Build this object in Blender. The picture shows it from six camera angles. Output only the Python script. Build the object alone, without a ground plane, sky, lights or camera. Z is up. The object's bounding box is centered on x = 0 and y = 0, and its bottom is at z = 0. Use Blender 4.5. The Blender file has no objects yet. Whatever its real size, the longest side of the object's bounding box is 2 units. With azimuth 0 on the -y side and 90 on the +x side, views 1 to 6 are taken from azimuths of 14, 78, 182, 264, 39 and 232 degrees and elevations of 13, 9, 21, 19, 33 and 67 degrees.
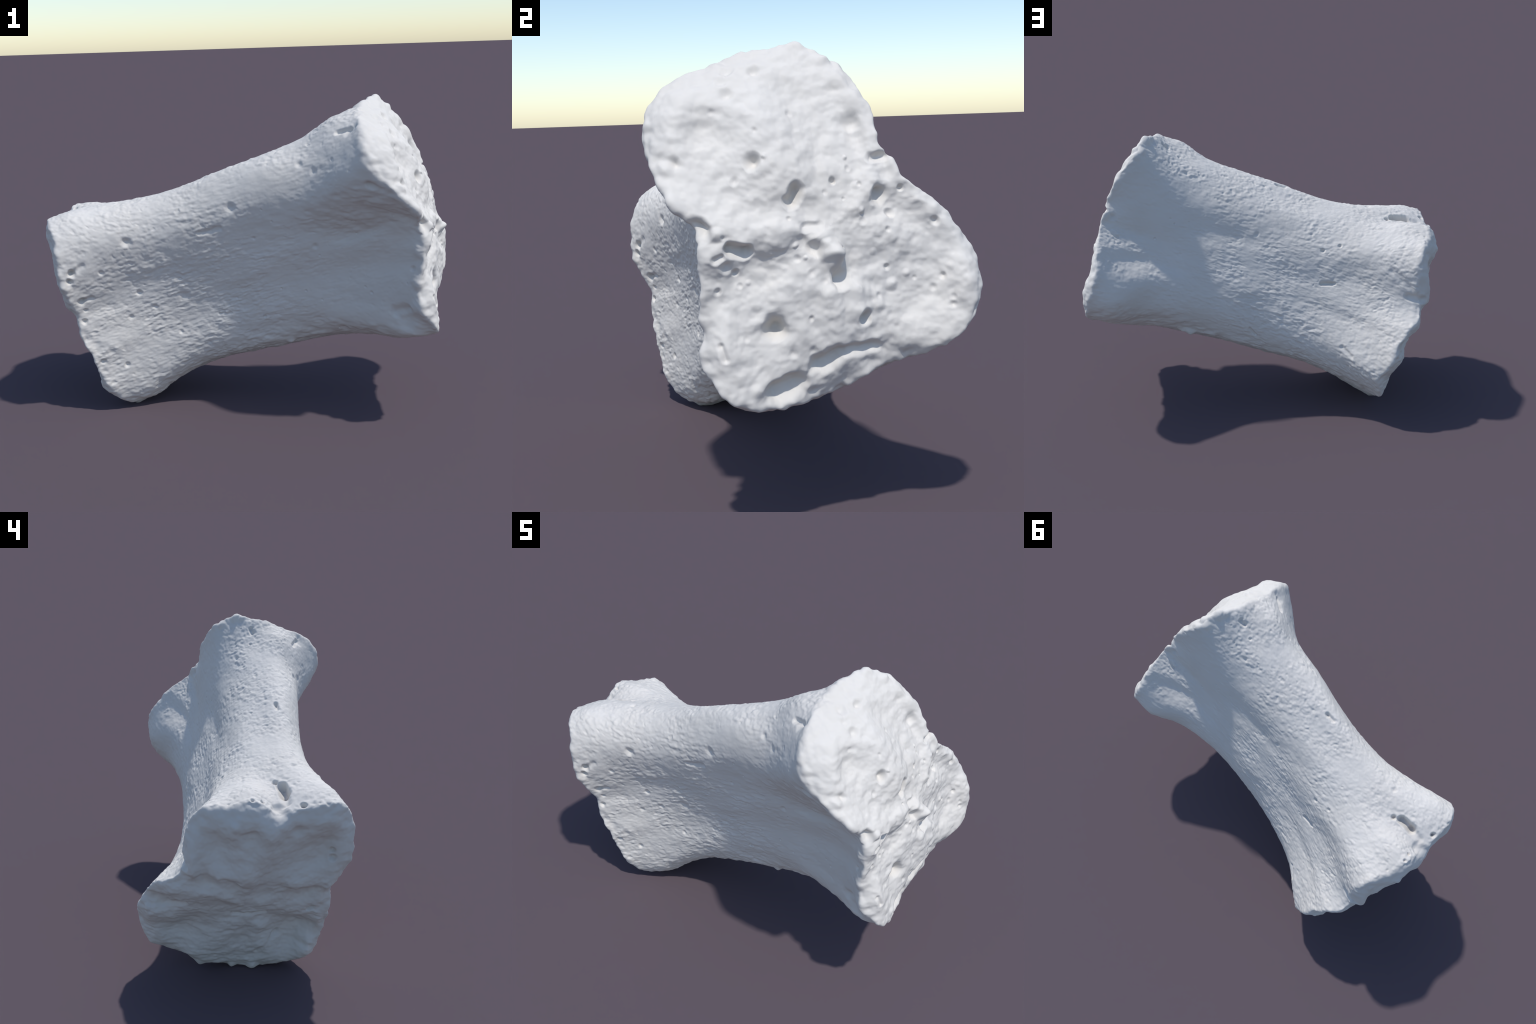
"""A weathered, bleached limb bone: a waisted shaft that flares into a block-shaped
head at one end and a broad three-lobed base at the other, both ending in rough,
pitted, unfused faces.  The body is a loft through cross-sections set out round a
sloping axis, closed by two sagging end faces; dents, holes, knobs, cracks and
grain are then pushed into it along its normals."""
import bpy
import numpy as np

# ------------------------------------------------------------------ the axis
HEAD_POINT = np.array([-0.8, 0.0, 0.46])      # where the axis passes the head
BASE_POINT = np.array([0.86, 0.02, 0.99])       # where the axis passes the base
LENGTH = float(np.linalg.norm(BASE_POINT - HEAD_POINT))
AXIS = (BASE_POINT - HEAD_POINT) / LENGTH
UPWARD = np.array([0.0, 0.0, 1.0]) - AXIS[2] * AXIS
UPWARD /= np.linalg.norm(UPWARD)
SIDEWARD = np.cross(AXIS, UPWARD)

# ------------------------------------------------------- the cross-sections
# radii in metres at every 11.25 degrees round the axis, starting at the top and
# turning over the flank that faces -y
SPOKES = 32
HEAD_RIM = [.582, .543, .599, .675, .656, .590, .500, .421, .407, .421, .443, .466, .517, .547, .544, .502, .479, .512, .513, .510, .534, .562, .549, .521, .482, .448, .404, .376, .432, .518, .561, .562]
HEAD_RIM_ALONG = [0, -.013, -.005, .023, .071, .048, .022, .014, .004, -.011, .006, .001, .024, .041, .056, .026, .018, .059, .039, .055, .048, .051, .101, .067, .050, .019, -.027, -.026, .026, .045, .046, .018]
SHAFT_SECTIONS = [  # fraction of the length, radii
    (0.06, [.569, .544, .613, .668, .614, .525, .432, .368, .363, .373, .395, .419, .465, .525, .537, .499, .479, .487, .491, .488, .503, .521, .497, .447, .399, .384, .361, .355, .375, .442, .504, .534]),
    (0.15, [.505, .523, .601, .615, .548, .439, .357, .318, .308, .312, .326, .356, .402, .463, .478, .473, .468, .450, .449, .450, .458, .447, .401, .355, .305, .303, .301, .301, .300, .344, .415, .470]),
    (0.27, [.452, .510, .560, .551, .479, .384, .315, .282, .266, .264, .272, .300, .348, .399, .424, .435, .441, .429, .420, .420, .411, .379, .321, .282, .247, .239, .239, .239, .249, .283, .335, .393]),
    (0.40, [.421, .485, .545, .523, .459, .372, .309, .275, .258, .250, .256, .279, .320, .369, .418, .432, .439, .431, .417, .413, .384, .340, .290, .253, .228, .213, .207, .208, .220, .249, .294, .351]),
    (0.54, [.413, .478, .564, .533, .468, .370, .316, .289, .271, .258, .262, .282, .318, .361, .419, .450, .449, .428, .416, .410, .372, .333, .288, .254, .232, .212, .202, .202, .212, .231, .258, .330]),
    (0.68, [.424, .501, .572, .565, .492, .395, .330, .301, .277, .267, .272, .294, .338, .396, .437, .456, .469, .433, .415, .413, .388, .356, .308, .259, .231, .217, .209, .212, .223, .239, .272, .344]),
    (0.81, [.459, .531, .589, .570, .523, .460, .365, .307, .302, .293, .291, .315, .375, .481, .501, .497, .483, .448, .434, .442, .437, .428, .375, .311, .249, .229, .222, .224, .245, .281, .323, .384]),
    (0.92, [.532, .566, .643, .628, .607, .575, .486, .393, .357, .349, .348, .381, .461, .576, .570, .533, .498, .474, .467, .481, .512, .531, .512, .422, .312, .281, .255, .244, .273, .319, .384, .464]),
]
BASE_RIM = [.611, .632, .644, .660, .679, .642, .557, .478, .405, .417, .432, .481, .563, .598, .571, .523, .489, .462, .453, .483, .523, .537, .527, .487, .423, .353, .301, .282, .301, .320, .429, .547]
BASE_RIM_ALONG = [1.728, 1.668, 1.663, 1.661, 1.658, 1.661, 1.730, 1.788, 1.777, 1.765, 1.733, 1.681, 1.678, 1.701, 1.669, 1.639, 1.640, 1.661, 1.668, 1.692, 1.750, 1.771, 1.758, 1.748, 1.771, 1.787, 1.810, 1.815, 1.810, 1.818, 1.791, 1.735]
# depth of the head face along the axis, in rings from its middle outwards
HEAD_MIDDLE = -0.049
HEAD_FACE = [
    (0.35, [-.100, -.068, -.040, -.034, -.038, -.064, -.051, -.035, -.039, -.036, -.018, -.009, .004, -.002, -.025, -.031, -.023, -.033, -.042, -.040, -.027, -.014, -.028, -.040, -.047, -.056, -.068, -.085, -.089, -.080, -.076, -.080]),
    (0.70, [-.046, -.066, -.030, -.011, .029, -.012, -.029, -.018, -.028, -.036, -.019, .030, .026, .008, -.019, -.018, -.006, -.015, -.027, -.024, .013, .044, .007, -.018, -.019, -.048, -.068, -.068, -.042, -.031, 0, -.045]),
    (0.90, [-.041, -.055, -.017, -.011, .024, .006, -.017, -.029, -.020, -.032, -.030, -.010, -.042, -.012, .002, -.003, -.004, .010, -.002, -.003, .026, .023, .042, .007, .016, -.029, -.054, -.058, -.047, 0, .013, -.036]),
]
# depth of the base face along the axis, in rings from its middle outwards
BASE_MIDDLE = 1.813
BASE_FACE = [
    (0.35, [1.790, 1.806, 1.835, 1.839, 1.841, 1.825, 1.808, 1.812, 1.834, 1.812, 1.778, 1.775, 1.782, 1.788, 1.785, 1.795, 1.820, 1.786, 1.777, 1.776, 1.771, 1.772, 1.780, 1.807, 1.804, 1.801, 1.814, 1.828, 1.814, 1.811, 1.812, 1.812]),
    (0.70, [1.771, 1.763, 1.792, 1.797, 1.751, 1.763, 1.782, 1.798, 1.813, 1.794, 1.752, 1.740, 1.729, 1.719, 1.725, 1.731, 1.749, 1.751, 1.741, 1.739, 1.733, 1.741, 1.759, 1.771, 1.783, 1.782, 1.794, 1.823, 1.826, 1.813, 1.792, 1.785]),
    (0.90, [1.749, 1.732, 1.723, 1.722, 1.741, 1.746, 1.765, 1.797, 1.808, 1.794, 1.752, 1.725, 1.731, 1.714, 1.688, 1.676, 1.687, 1.698, 1.703, 1.724, 1.751, 1.774, 1.805, 1.787, 1.797, 1.814, 1.806, 1.810, 1.802, 1.821, 1.810, 1.780]),
]


# ------------------------------------------------------------- mesh density
AROUND, ALONG, ACROSS = 900, 440, 140


def ring_weights(count):
    """periodic cubic (Catmull-Rom) weights from the spokes to `count` angles"""
    w = np.zeros((count, SPOKES))
    for i, v in enumerate(np.arange(count) * SPOKES / count):
        k = int(v)
        f = v - k
        for j, c in enumerate((-.5*f + f*f - .5*f**3, 1 - 2.5*f*f + 1.5*f**3, .5*f + 2*f*f - 1.5*f**3, -.5*f*f + .5*f**3)):
            w[i, (k - 1 + j) % SPOKES] += c
    return w


def station_weights(x, knots):
    """cubic Hermite weights between unevenly spaced stations"""
    n = len(knots)
    slope = np.zeros((n, n))
    slope[0, 0], slope[0, 1] = -1 / (knots[1] - knots[0]), 1 / (knots[1] - knots[0])
    slope[-1, -1], slope[-1, -2] = 1 / (knots[-1] - knots[-2]), -1 / (knots[-1] - knots[-2])
    for i in range(1, n - 1):
        b, a = knots[i] - knots[i - 1], knots[i + 1] - knots[i]
        slope[i, i - 1], slope[i, i + 1], slope[i, i] = -a / b / (a + b), b / a / (a + b), (a - b) / (a * b)
    w = np.zeros((len(x), n))
    for row, v in enumerate(x):
        i = min(max(int(np.searchsorted(knots, v, side="right")) - 1, 0), n - 2)
        h = knots[i + 1] - knots[i]
        t = (v - knots[i]) / h
        w[row, i] += 2*t**3 - 3*t*t + 1
        w[row, i + 1] += -2*t**3 + 3*t*t
        w[row] += h * (t**3 - 2*t*t + t) * slope[i] + h * (t**3 - t*t) * slope[i + 1]
    return w


def ease(x, lo, hi):
    t = np.clip((x - lo) / (hi - lo), 0, 1)
    return t * t * (3 - 2 * t)


# ---------------------------------------------------------------- body loft
RING = ring_weights(AROUND)
ANGLE = np.arange(AROUND) * 2 * np.pi / AROUND
SPOKE = np.cos(ANGLE)[:, None] * UPWARD + np.sin(ANGLE)[:, None] * SIDEWARD
head_along, base_along = RING @ np.array(HEAD_RIM_ALONG), RING @ np.array(BASE_RIM_ALONG)

stations = np.linspace(0, 1, ALONG)
knots = np.array([0.0] + [s for s, _ in SHAFT_SECTIONS] + [1.0])
sections = np.array([HEAD_RIM] + [r for _, r in SHAFT_SECTIONS] + [BASE_RIM])
side_r = station_weights(stations, knots) @ (sections @ RING.T)
side_a = (1 - stations)[:, None] * head_along + stations[:, None] * base_along


def face(rings, middle, rim_radii, rim_along):
    """an end face: its depth along the axis at fractions of the rim radius"""
    f = np.linspace(0.004, 1, ACROSS + 1)[:-1]
    depth = np.array([[middle] * SPOKES] + [d for _, d in rings] + [rim_along])
    k = np.array([0.0] + [s for s, _ in rings] + [1.0])
    sag = station_weights(f, k) @ (depth @ RING.T)
    # blur round the axis, more and more towards the middle, so that nothing radiates from it
    wave = np.arange(AROUND // 2 + 1)[None] * (.05 / (f[:, None] + .02)) * ease(1 - f, .15, .45)[:, None]
    sag = np.fft.irfft(np.fft.rfft(sag, axis=1) * np.exp(-.5 * wave ** 2), AROUND, axis=1)
    return sag, f[:, None] * (RING @ np.array(rim_radii))


ha, hr = face(HEAD_FACE, HEAD_MIDDLE, HEAD_RIM, HEAD_RIM_ALONG)
ba, br = face(BASE_FACE, BASE_MIDDLE, BASE_RIM, BASE_RIM_ALONG)
along = np.concatenate([ha, side_a, ba[::-1]])
radius = np.concatenate([hr, side_r, br[::-1]])
ROWS = len(along)
row = np.arange(ROWS)


def round_the_rims(grid, sigma):
    """soften the two edges where a face meets the side"""
    k = np.arange(-4 * sigma, 4 * sigma + 1)
    g = np.exp(-0.5 * (k / sigma) ** 2)
    g /= g.sum()

    def soften(x):
        p = np.pad(x, ((len(k) // 2, len(k) // 2), (0, 0)), mode="edge")
        return sum(g[i] * p[i:i + ROWS] for i in range(len(k)))

    soft = soften(grid + .95 * (grid - soften(grid)))     # rounded, but not drawn in
    near = np.exp(-((row - ACROSS) / (3.5 * sigma)) ** 2) + np.exp(-((row - ACROSS - ALONG) / (3.5 * sigma)) ** 2)
    near = np.clip(near, 0, 1)[:, None]
    return grid * (1 - near) + soft * near


along, radius = round_the_rims(along, 5), round_the_rims(radius, 5)
place = HEAD_POINT + along[..., None] * AXIS + radius[..., None] * SPOKE


def normals_of(p):
    du = np.roll(p, -1, 1) - np.roll(p, 1, 1)
    dv = np.gradient(p, axis=0)
    n = np.cross(du, dv)
    n /= np.linalg.norm(n, axis=2, keepdims=True) + 1e-12
    return n


def calm(p, times):
    for _ in range(times):
        p = 0.5 * p + 0.25 * (np.roll(p, 1, 1) + np.roll(p, -1, 1))
        q = p.copy()
        q[1:-1] = 0.5 * p[1:-1] + 0.25 * (p[2:] + p[:-2])
        p = q
    return p


# -------------------------------------------------------------------- noise


def lattice(i, j, k, seed):
    h = (i.astype(np.int64) * 374761393 + j.astype(np.int64) * 668265263 + k.astype(np.int64) * 2147483647 + seed * 1274126177) & 0xFFFFFFFF
    h = ((h ^ (h >> 13)) * 1274126177) & 0xFFFFFFFF
    h = ((h ^ (h >> 16)) * 2246822519) & 0xFFFFFFFF
    return (h ^ (h >> 15)) & 0xFFFF


def noise(x, y, z, seed):
    """gradient noise, about -1 to 1"""
    x, y, z = np.broadcast_arrays(x, y, z)
    i, j, k = np.floor(x), np.floor(y), np.floor(z)
    fx, fy, fz = x - i, y - j, z - k
    u, v, w = (f * f * f * (f * (f * 6 - 15) + 10) for f in (fx, fy, fz))
    total = np.zeros(x.shape)
    for a in (0, 1):
        for b in (0, 1):
            for c in (0, 1):
                h = lattice(i + a, j + b, k + c, seed)
                gx, gy, gz = (h & 31) / 15.5 - 1, ((h >> 5) & 31) / 15.5 - 1, ((h >> 10) & 31) / 15.5 - 1
                d = gx * (fx - a) + gy * (fy - b) + gz * (fz - c)
                total += d * (u if a else 1 - u) * (v if b else 1 - v) * (w if c else 1 - w)
    return total * 1.3


# the head face has two storeys: the upper one overhangs the lower along a ragged ledge
STEP = .014
edge = .60 + .16 * place[..., 1] + .034 * noise(place[..., 1] / .13, place[..., 1] * 0 + .5, place[..., 0] * 0, 81) + .012 * noise(place[..., 1] / .04, place[..., 2] / .04, place[..., 0] * 0, 83)
shelf = (.75 + .5 * noise(place[..., 1] / .13, place[..., 2] / .13, place[..., 0] / .13, 82)) * ease(place[..., 2] - edge, -.026, .020) * ((row < ACROSS) * (1 - ease(row / ACROSS, .9, 1.0)))[:, None]
place = place - (STEP * shelf)[..., None] * AXIS

out = calm(normals_of(place), 6)
out /= np.linalg.norm(out, axis=2, keepdims=True)
if np.mean(np.sum(out[ACROSS:ACROSS + ALONG] * SPOKE, axis=2)) < 0:
    out = -out

px, py, pz = place[..., 0], place[..., 1], place[..., 2]
qa = along                                    # lengthwise, then the two crosswise coordinates
qu = radius * np.cos(ANGLE)
qs = radius * np.sin(ANGLE)


on_head = 1 - ease(row, ACROSS - 6, ACROSS + 4)[:, None]        # 1 on the head face
on_base = ease(row, ACROSS + ALONG - 4, ACROSS + ALONG + 6)[:, None]
on_side = np.clip(1 - on_head - on_base, 0, 1)
fraction = np.clip((row - ACROSS) / ALONG, 0, 1)[:, None]
upness = out[..., 2]

push = np.zeros(place.shape[:2])

# ------------------------------------------------------ grain of the surface
wander = noise(px / .11, py / .11, pz / .11, 3)
wa = .012 * noise(px / .045, py / .045, pz / .045, 14)
wb = .007 * noise(px / .030, py / .030, pz / .030, 15)
fibre = noise((qa + wa) / .060 + wander * .3, (qu + wb) / .018, (qs + wa * .5) / .018, 11) + .6 * noise((qa + wb) / .028, (qu + wa * .5) / .011, (qs + wb) / .011, 12)
pebble = noise((px + wb) / .030, (py + wa * .5) / .024, pz / .024, 21) + .6 * noise(px / .016, py / .014, pz / .014, 22)
swell = noise(qa / .22, qu / .12, qs / .12, 31)
pores = ease(noise((px + wa) / .026, (py + wb) / .022, (pz + wb) / .022, 23), .18, .62)
top = ease(upness, .35, .75)
rough = .40 + .65 * ease(noise(px / .16, py / .13, pz / .13, 5) + .5 * noise(px / .07, py / .06, pz / .06, 6), -.45, .45)
rough = rough * (1 - .5 * ease(fraction, .4, .75) * (1 - top))       # the flanks grow smoother towards the base
push += on_side * rough * (.0036 * fibre * (1 - .6 * top) + (.0014 + .0030 * top) * pebble - (.0030 + .0010 * top) * pores * ease(noise(px / .12, py / .1, pz / .1, 24), -.2, .4))
push += on_side * .002 * swell
under = ease(-upness, .1, .55)                                      # the underside is crusted
push += on_side * under * (.0055 * noise(px / .075, py / .045, pz / .045, 32) + .0030 * noise(px / .035, py / .022, pz / .022, 33))
push += on_side * .0016 * noise(px / .055, py / .05, pz / .05, 34)

lump = noise(px / .09, py / .085, pz / .075, 41)
clod = noise(px / .045, py / .042, pz / .036, 42)
crumb = noise(px / .020, py / .018, pz / .016, 43)
push += on_base * (.0060 * lump + .0062 * clod + .0017 * crumb)

bend = noise(px / .2, py / .16, pz / .2, 51) * .05
layer = noise(px / .2, (py + .0) / .17, (pz + bend) / .050, 52)
leaf = noise(px / .1, py / .075, (pz + bend) / .021, 53)
storey = ease(pz - edge, -.02, .02)
push += on_head * ((.003 * layer + .0024 * leaf) * (1 - .6 * storey) + .007 * lump + .0040 * clod + .0018 * crumb)

# both rims are gnawed and knuckled
rim_head = np.exp(-((row - ACROSS) / 7.0) ** 2)[:, None]
rim_base = np.exp(-((row - ACROSS - ALONG) / 7.0) ** 2)[:, None]
gnaw = noise(px / .070, py / .070, pz / .070, 61) + .7 * noise(px / .035, py / .035, pz / .035, 62)
push += (rim_head * .8 + rim_base) * .0105 * gnaw


# ------------------------------------------------- dents, holes, knobs, cracks
def feature(start, end, width, height, soft=.9):
    """raise (height > 0) or sink a patch within `width` of the line start-end"""
    global push
    a, b = np.array(start), np.array(end)
    near = np.max(np.abs(place - (a + b) / 2), axis=2) < width * 2.2 + np.max(np.abs(b - a)) / 2
    p = place[near]
    d = b - a
    t = np.clip(((p - a) @ d) / max(d @ d, 1e-9), 0, 1)
    dist = np.linalg.norm(p - a - t[:, None] * d, axis=1) / width
    dist = dist * (1 + .24 * noise(p[:, 0] / .034, p[:, 1] / .034, p[:, 2] / .034, 71))
    push[near] += height * (1 - ease(dist, 1 - soft, 1 + .6 * soft))


def spot(centre, width, height, soft=.9):
    feature(centre, centre, width, height, soft)


# base face: holes
spot((0.870, -0.205, 1.212), .022, -.036, .95)
feature((0.919, -0.077, 1.124), (0.917, -0.095, 1.091), .021, -.045, .95)
spot((0.896, 0.187, 1.099), .028, -.038, .95)
spot((0.887, 0.216, 1.035), .014, -.014)
feature((0.790, 0.269, 1.073), (0.884, 0.256, 1.112), .009, -.012)
spot((0.757, -0.257, 1.413), .020, -.014, .9)
spot((0.679, -0.239, 1.484), .022, -.012, .95)
spot((0.716, -0.264, 1.451), .018, -.008, .95)
spot((0.707, -0.160, 1.484), .018, -.016, .95)
spot((0.805, 0.123, 1.318), .024, -.014, .9)
spot((0.859, 0.028, 1.171), .036, .016, .9)
spot((0.881, 0.039, 1.141), .010, -.014)
spot((0.923, -0.043, 1.065), .045, -.022, .95)
feature((0.942, -0.057, 1.014), (0.935, -0.019, 1.013), .016, -.014, .9)
feature((0.868, 0.168, 1.207), (0.855, 0.216, 1.210), .014, -.016, .95)
spot((0.818, 0.229, 1.182), .020, -.012, .95)
spot((0.867, -0.259, 1.153), .012, -.008, .95)
feature((0.935, -0.290, 0.960), (0.927, -0.242, 0.949), .020, -.034, .9)
spot((0.934, -0.259, 0.976), .030, .008, .9)
spot((0.947, -0.165, 0.716), .030, -.052, .95)
spot((0.948, -0.165, 0.700), .048, -.014, .9)
spot((0.965, 0.039, 0.858), .028, -.038, .9)
spot((0.966, -0.004, 0.857), .034, -.014, .9)
spot((0.960, 0.021, 0.934), .034, .050, .95)
spot((0.929, -0.020, 0.975), .034, .020, .9)
spot((0.953, 0.112, 0.729), .020, -.026, .95)
feature((0.943, 0.090, 0.814), (0.954, 0.097, 0.759), .036, .022, .9)
spot((0.936, -0.036, 0.948), .020, -.016, .9)
feature((0.952, -0.029, 0.590), (0.960, 0.016, 0.617), .030, -.034, .95)
feature((0.960, 0.053, 0.631), (0.941, 0.147, 0.632), .018, -.018, .95)
feature((0.952, -0.163, 0.518), (0.945, -0.106, 0.535), .034, -.040, .95)
spot((0.965, -0.230, 0.529), .020, .010, .9)
feature((0.954, -0.332, 0.674), (0.964, -0.321, 0.635), .010, -.014)
spot((0.920, 0.212, 0.819), .018, .008, .9)
spot((0.940, 0.162, 0.761), .018, .007, .9)
spot((0.905, 0.363, 1.006), .012, -.012, .95)
feature((0.934, -0.338, 0.928), (0.937, -0.319, 0.938), .010, -.010, .95)
spot((0.912, -0.275, 0.886), .010, -.010, .95)
spot((0.926, -0.306, 0.906), .018, -.009, .9)
feature((0.916, -0.330, 0.832), (0.856, -0.352, 0.808), .010, -.009, .95)
spot((0.918, 0.196, 0.873), .009, -.008, .95)
spot((0.929, 0.376, 0.837), .009, -.010, .95)
spot((0.958, 0.400, 0.750), .010, -.009, .95)
# base rim: notches and knuckles on the front edge
feature((0.678, -0.487, 1.213), (0.821, -0.431, 1.214), .016, -.016, .95)
spot((0.812, -0.459, 1.188), .026, .010, .9)
feature((0.908, -0.379, 1.030), (0.912, -0.367, 1.010), .026, -.028, .9)
feature((0.898, -0.383, 0.996), (0.934, -0.324, 1.004), .018, .014, .95)
# head end, top: cavities and pores along the rim
feature((-0.772, -0.140, 1.026), (-0.850, -0.151, 1.013), .021, -.050, .8)
feature((-0.850, -0.151, 1.013), (-0.916, -0.151, 0.991), .020, -.016, .9)
spot((-0.735, -0.116, 1.025), .013, -.026)
spot((-0.947, -0.224, 0.995), .014, -.030, .8)
spot((-0.958, 0.005, 1.018), .009, -.016)
spot((-0.943, -0.043, 1.006), .009, -.018)
feature((-0.973, -0.122, 0.964), (-0.940, -0.115, 0.975), .030, -.018, .9)
spot((-0.957, -0.333, 1.004), .012, -.009, .95)
spot((-0.947, -0.296, 1.006), .008, -.007, .95)
spot((-0.933, 0.107, 0.992), .008, -.006, .95)
feature((-0.085, -0.177, 1.232), (-0.133, -0.184, 1.214), .011, -.015, .95)
feature((0.558, -0.086, 1.510), (0.535, -0.091, 1.489), .012, -.016, .95)
feature((0.570, -0.362, 1.446), (0.513, -0.335, 1.428), .013, -.014, .95)
spot((0.472, -0.079, 1.435), .008, -.010, .95)
spot((0.424, -0.003, 1.361), .012, -.008, .95)
# head face: hollows and the ledge between its two storeys
spot((-0.955, -0.209, 0.883), .030, -.016, .9)
feature((-0.982, 0.053, 0.869), (-0.985, -0.013, 0.877), .018, -.010, .9)
feature((-0.754, 0.480, 0.408), (-0.840, 0.292, 0.464), .016, -.012, .9)
feature((-0.822, 0.058, 0.397), (-0.801, -0.094, 0.395), .012, -.011, .9)
feature((-0.714, -0.071, 0.130), (-0.716, -0.164, 0.241), .014, -.010, .9)
spot((-0.765, -0.086, 0.315), .045, .016, .9)
spot((-0.706, 0.018, 0.139), .050, .012, .9)
feature((-0.717, -0.161, 0.238), (-0.735, -0.328, 0.167), .020, -.010, .9)
spot((-0.724, -0.307, 0.230), .050, .010, .9)
feature((-0.880, -0.382, 0.754), (-0.804, -0.460, 0.715), .014, -.026, .95)
spot((-0.782, 0.267, 0.351), .060, -.010, .9)
# flanks: slots, dents, cracks
feature((-0.336, 0.195, 0.742), (-0.412, 0.198, 0.747), .009, -.012, .95)
feature((-0.342, 0.193, 0.749), (-0.396, 0.198, 0.744), .013, -.008, .95)
spot((-0.626, -0.212, 1.076), .014, -.010, .95)
feature((-0.825, 0.293, 0.700), (-0.905, 0.290, 0.679), .022, -.016, .9)
feature((-0.741, 0.243, 0.832), (-0.844, 0.296, 0.744), .020, -.008, .95)
spot((-0.448, 0.111, 0.943), .010, -.012, .95)
spot((-0.349, 0.126, 0.921), .011, -.012, .95)
spot((-0.532, -0.361, 0.900), .020, -.016, .95)
spot((-0.282, -0.252, 0.611), .026, -.008, .9)
spot((-0.506, -0.299, 0.628), .014, -.010, .95)
spot((-0.008, -0.320, 1.075), .022, -.012, .95)
feature((-0.769, -0.394, 0.494), (-0.817, -0.304, 0.410), .011, -.018, .95)
spot((-0.762, -0.389, 0.552), .009, -.010, .95)
spot((-0.583, -0.328, 0.250), .012, -.012, .95)
spot((-0.689, -0.380, 0.280), .013, -.013, .95)
spot((-0.665, -0.389, 0.747), .012, -.010, .95)
spot((-0.431, -0.275, 0.551), .012, -.007, .95)
spot((-0.553, -0.309, 0.501), .012, -.007, .95)
spot((-0.311, -0.244, 0.415), .010, -.007, .95)
feature((-0.881, -0.385, 0.717), (-0.791, -0.459, 0.758), .017, -.024, .9)
feature((-0.791, -0.459, 0.758), (-0.743, -0.435, 0.791), .014, -.008, .9)
feature((-0.861, -0.369, 0.567), (-0.766, -0.407, 0.605), .016, -.020, .9)
feature((-0.766, -0.407, 0.605), (-0.723, -0.385, 0.617), .012, -.010, .9)
spot((-0.825, -0.461, 0.665), .026, .010, .9)
feature((-0.169, -0.314, 0.944), (-0.065, -0.312, 0.970), .014, -.008, .9)
spot((0.393, -0.277, 0.885), .014, -.008, .95)
spot((0.097, -0.292, 0.920), .008, -.006, .95)
spot((0.583, -0.332, 1.021), .007, -.006, .95)
spot((0.122, -0.209, 0.504), .007, -.008, .95)
spot((0.661, -0.269, 0.665), .007, -.006, .95)
spot((0.330, -0.321, 1.281), .015, -.007, .95)
spot((0.405, -0.357, 1.254), .016, -.007, .95)
feature((0.566, -0.373, 1.432), (0.594, -0.373, 1.455), .020, -.009, .95)
feature((0.777, -0.305, 0.587), (0.837, -0.335, 0.609), .024, -.014, .9)
spot((0.834, -0.319, 0.547), .042, -.014, .9)
spot((0.029, 0.094, 1.017), .012, -.006, .95)
feature((0.466, 0.239, 0.494), (0.425, 0.237, 0.484), .024, .018, .95)
feature((0.425, 0.237, 0.484), (0.288, 0.247, 0.460), .020, .006, .95)
feature((0.215, 0.249, 0.441), (0.125, 0.251, 0.416), .018, .005, .95)
feature((0.076, 0.285, 0.510), (0.047, 0.282, 0.472), .008, -.008, .95)
feature((-0.448, 0.380, 0.433), (-0.497, 0.418, 0.391), .013, -.007, .95)
spot((-0.093, -0.177, 1.229), .012, -.010, .95)
# knobs and spurs that stand out of the rims
spot((0.643, -0.005, 1.563), .034, .012, .9)
spot((0.652, 0.080, 1.512), .022, .010, .9)
spot((0.584, -0.175, 1.537), .020, .008, .9)
spot((0.964, -0.337, 0.527), .018, .008, .9)
spot((-0.652, -0.061, 0.021), .024, .016, .9)
spot((-0.642, 0.042, 0.022), .022, .012, .9)
spot((-0.651, 0.204, 0.044), .024, .012, .9)
spot((-0.838, -0.475, 0.689), .024, .012, .9)
spot((0.696, 0.073, 1.519), .020, .010, .9)
spot((-0.764, 0.468, 0.407), .022, .012, .9)
spot((-0.993, 0.075, 0.900), .020, .012, .9)
# crust along the lower edge of the flank
feature((0.108, -0.155, 0.355), (0.237, -0.141, 0.374), .020, .005, .95)
feature((0.252, -0.133, 0.369), (0.434, -0.144, 0.420), .016, .003, .95)
spot((0.235, -0.128, 0.360), .018, .010, .95)
spot((0.516, -0.187, 0.457), .022, -.008, .95)
# the overhanging lip halfway down the front edge of the base, and the hollow under it
feature((0.641, -0.400, 1.088), (0.839, -0.402, 1.047), .045, -.010, .95)
feature((0.809, -0.488, 1.170), (0.868, -0.446, 1.095), .034, .010, .95)
spot((0.775, -0.500, 1.203), .026, .006, .95)
spot((0.884, -0.373, 0.893), .030, .010, .95)
spot((0.879, -0.374, 0.747), .030, .010, .95)
spot((0.877, -0.361, 0.622), .034, .010, .95)
spot((0.923, -0.134, 0.960), .060, .014, .95)
# the lower storey of the head face falls back under the ledge
feature((-0.899, 0.324, 0.596), (-0.920, 0.077, 0.581), .045, -.014, .95)
feature((-0.865, -0.052, 0.526), (-0.851, -0.350, 0.530), .045, -.014, .95)
spot((-0.776, -0.329, 0.313), .100, -.022, .95)
spot((-0.804, 0.410, 0.466), .070, -.016, .95)


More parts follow.
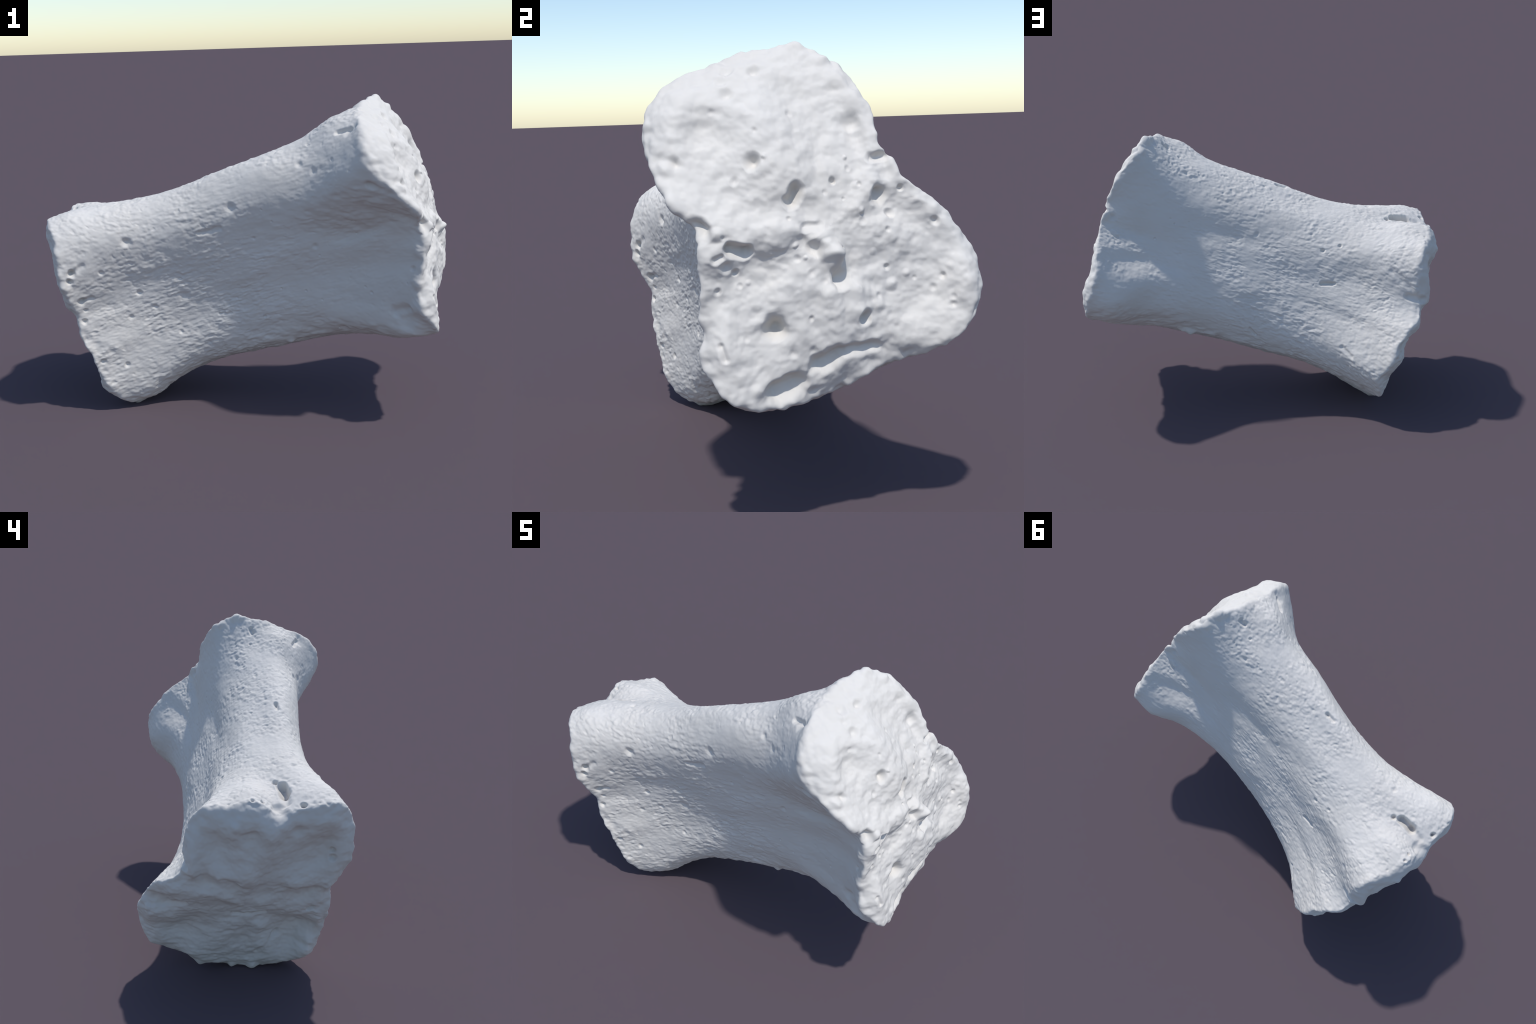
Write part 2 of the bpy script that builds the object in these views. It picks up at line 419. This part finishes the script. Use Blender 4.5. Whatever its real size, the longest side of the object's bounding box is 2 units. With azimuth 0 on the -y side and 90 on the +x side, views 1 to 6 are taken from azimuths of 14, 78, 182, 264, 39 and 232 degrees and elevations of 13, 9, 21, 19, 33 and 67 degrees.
# small random pores
rng = np.random.default_rng(7)
for _ in range(45):
    i, j = rng.integers(ACROSS + 8, ACROSS + ALONG - 8), rng.integers(0, AROUND)
    spot(place[i, j], rng.uniform(.004, .007), -rng.uniform(.002, .005), .95)
for _ in range(35):
    i, j = rng.integers(ACROSS + ALONG + 20, ROWS - 20), rng.integers(0, AROUND)
    spot(place[i, j], rng.uniform(.005, .012), rng.choice([-1, -1, 1]) * rng.uniform(.003, .006), .9)

push[0] = push[0].mean()
push[-1] = push[-1].mean()
place = place + push[..., None] * out + (.004 * rim_base + .003 * rim_head)[..., None] * SPOKE
place[..., 2] = np.maximum(place[..., 2], 0.0)

# ------------------------------------------------------------------ material


def bone_material():
    m = bpy.data.materials.new("bleached_bone")
    m.use_nodes = True
    t = m.node_tree
    t.nodes.clear()
    new = t.nodes.new
    outp, bsdf = new("ShaderNodeOutputMaterial"), new("ShaderNodeBsdfPrincipled")
    coord = new("ShaderNodeTexCoord")
    big, fine = new("ShaderNodeTexNoise"), new("ShaderNodeTexNoise")
    big.inputs["Scale"].default_value, big.inputs["Detail"].default_value = 4.0, 4.0
    fine.inputs["Scale"].default_value, fine.inputs["Detail"].default_value = 45.0, 3.0
    ramp = new("ShaderNodeValToRGB")
    ramp.color_ramp.elements[0].position, ramp.color_ramp.elements[1].position = .3, .7
    ramp.color_ramp.elements[0].color = (.64, .613, .575, 1)
    ramp.color_ramp.elements[1].color = (.675, .65, .615, 1)
    bump = new("ShaderNodeBump")
    bump.inputs["Strength"].default_value, bump.inputs["Distance"].default_value = .12, .004
    bsdf.inputs["Roughness"].default_value = .75
    bsdf.inputs["Specular IOR Level"].default_value = .25
    link = t.links.new
    link(coord.outputs["Object"], big.inputs["Vector"])
    link(coord.outputs["Object"], fine.inputs["Vector"])
    link(big.outputs["Fac"], ramp.inputs["Fac"])
    link(ramp.outputs["Color"], bsdf.inputs["Base Color"])
    link(fine.outputs["Fac"], bump.inputs["Height"])
    link(bump.outputs["Normal"], bsdf.inputs["Normal"])
    link(bsdf.outputs["BSDF"], outp.inputs["Surface"])
    return m


# ---------------------------------------------------------------------- mesh
normal = normals_of(place)
if np.mean(np.sum(normal * out, axis=2)) < 0:
    normal = -normal
material = bone_material()

bone = bpy.data.objects.new("weathered_bone", None)
bone["label"] = "short stout bleached limb bone with rough pitted ends"
bone["category"] = "bone"
bpy.context.scene.collection.objects.link(bone)


def part(name, first, last, cap=None):
    """the rows first..last of the body as a mesh of its own; cap closes its pole"""
    n = last - first + 1
    verts, norms = place[first:last + 1].reshape(-1, 3), normal[first:last + 1].reshape(-1, 3)
    i, j = np.meshgrid(np.arange(n - 1), np.arange(AROUND), indexing="ij")
    k = (j + 1) % AROUND
    quads = np.stack([i * AROUND + j, i * AROUND + k, (i + 1) * AROUND + k, (i + 1) * AROUND + j], -1).reshape(-1, 4)
    p = verts[quads[AROUND * (n // 2)]]
    if np.dot(np.cross(p[1] - p[0], p[2] - p[0]), norms[quads[AROUND * (n // 2)][0]]) < 0:
        quads = quads[:, ::-1]
    faces = quads.tolist()
    if cap is not None:
        edge = np.arange(AROUND) + (0 if cap == "first" else (n - 1) * AROUND)
        axis_point, axis_normal = verts[edge].mean(0), norms[edge].mean(0)
        verts, norms = np.vstack([verts, axis_point]), np.vstack([norms, axis_normal / np.linalg.norm(axis_normal)])
        tip = len(verts) - 1
        for a, b in zip(edge, np.roll(edge, -1)):
            tri = [int(a), int(b), tip]
            if np.dot(np.cross(verts[b] - verts[a], verts[tip] - verts[a]), axis_normal) < 0:
                tri.reverse()
            faces.append(tri)
    mesh = bpy.data.meshes.new(name)
    mesh.from_pydata(verts.tolist(), [], faces)
    mesh.polygons.foreach_set("use_smooth", [True] * len(mesh.polygons))
    mesh.materials.append(material)
    mesh.normals_split_custom_set_from_vertices(norms.tolist())
    mesh.update()
    o = bpy.data.objects.new(name, mesh)
    o.parent = bone
    bpy.context.scene.collection.objects.link(o)


head_ends = ACROSS + int(.17 * ALONG)
base_starts = ACROSS + int(.85 * ALONG)
part("bone_head", 0, head_ends, "first")
part("bone_shaft", head_ends, base_starts)
part("bone_base", base_starts, ROWS - 1, "last")
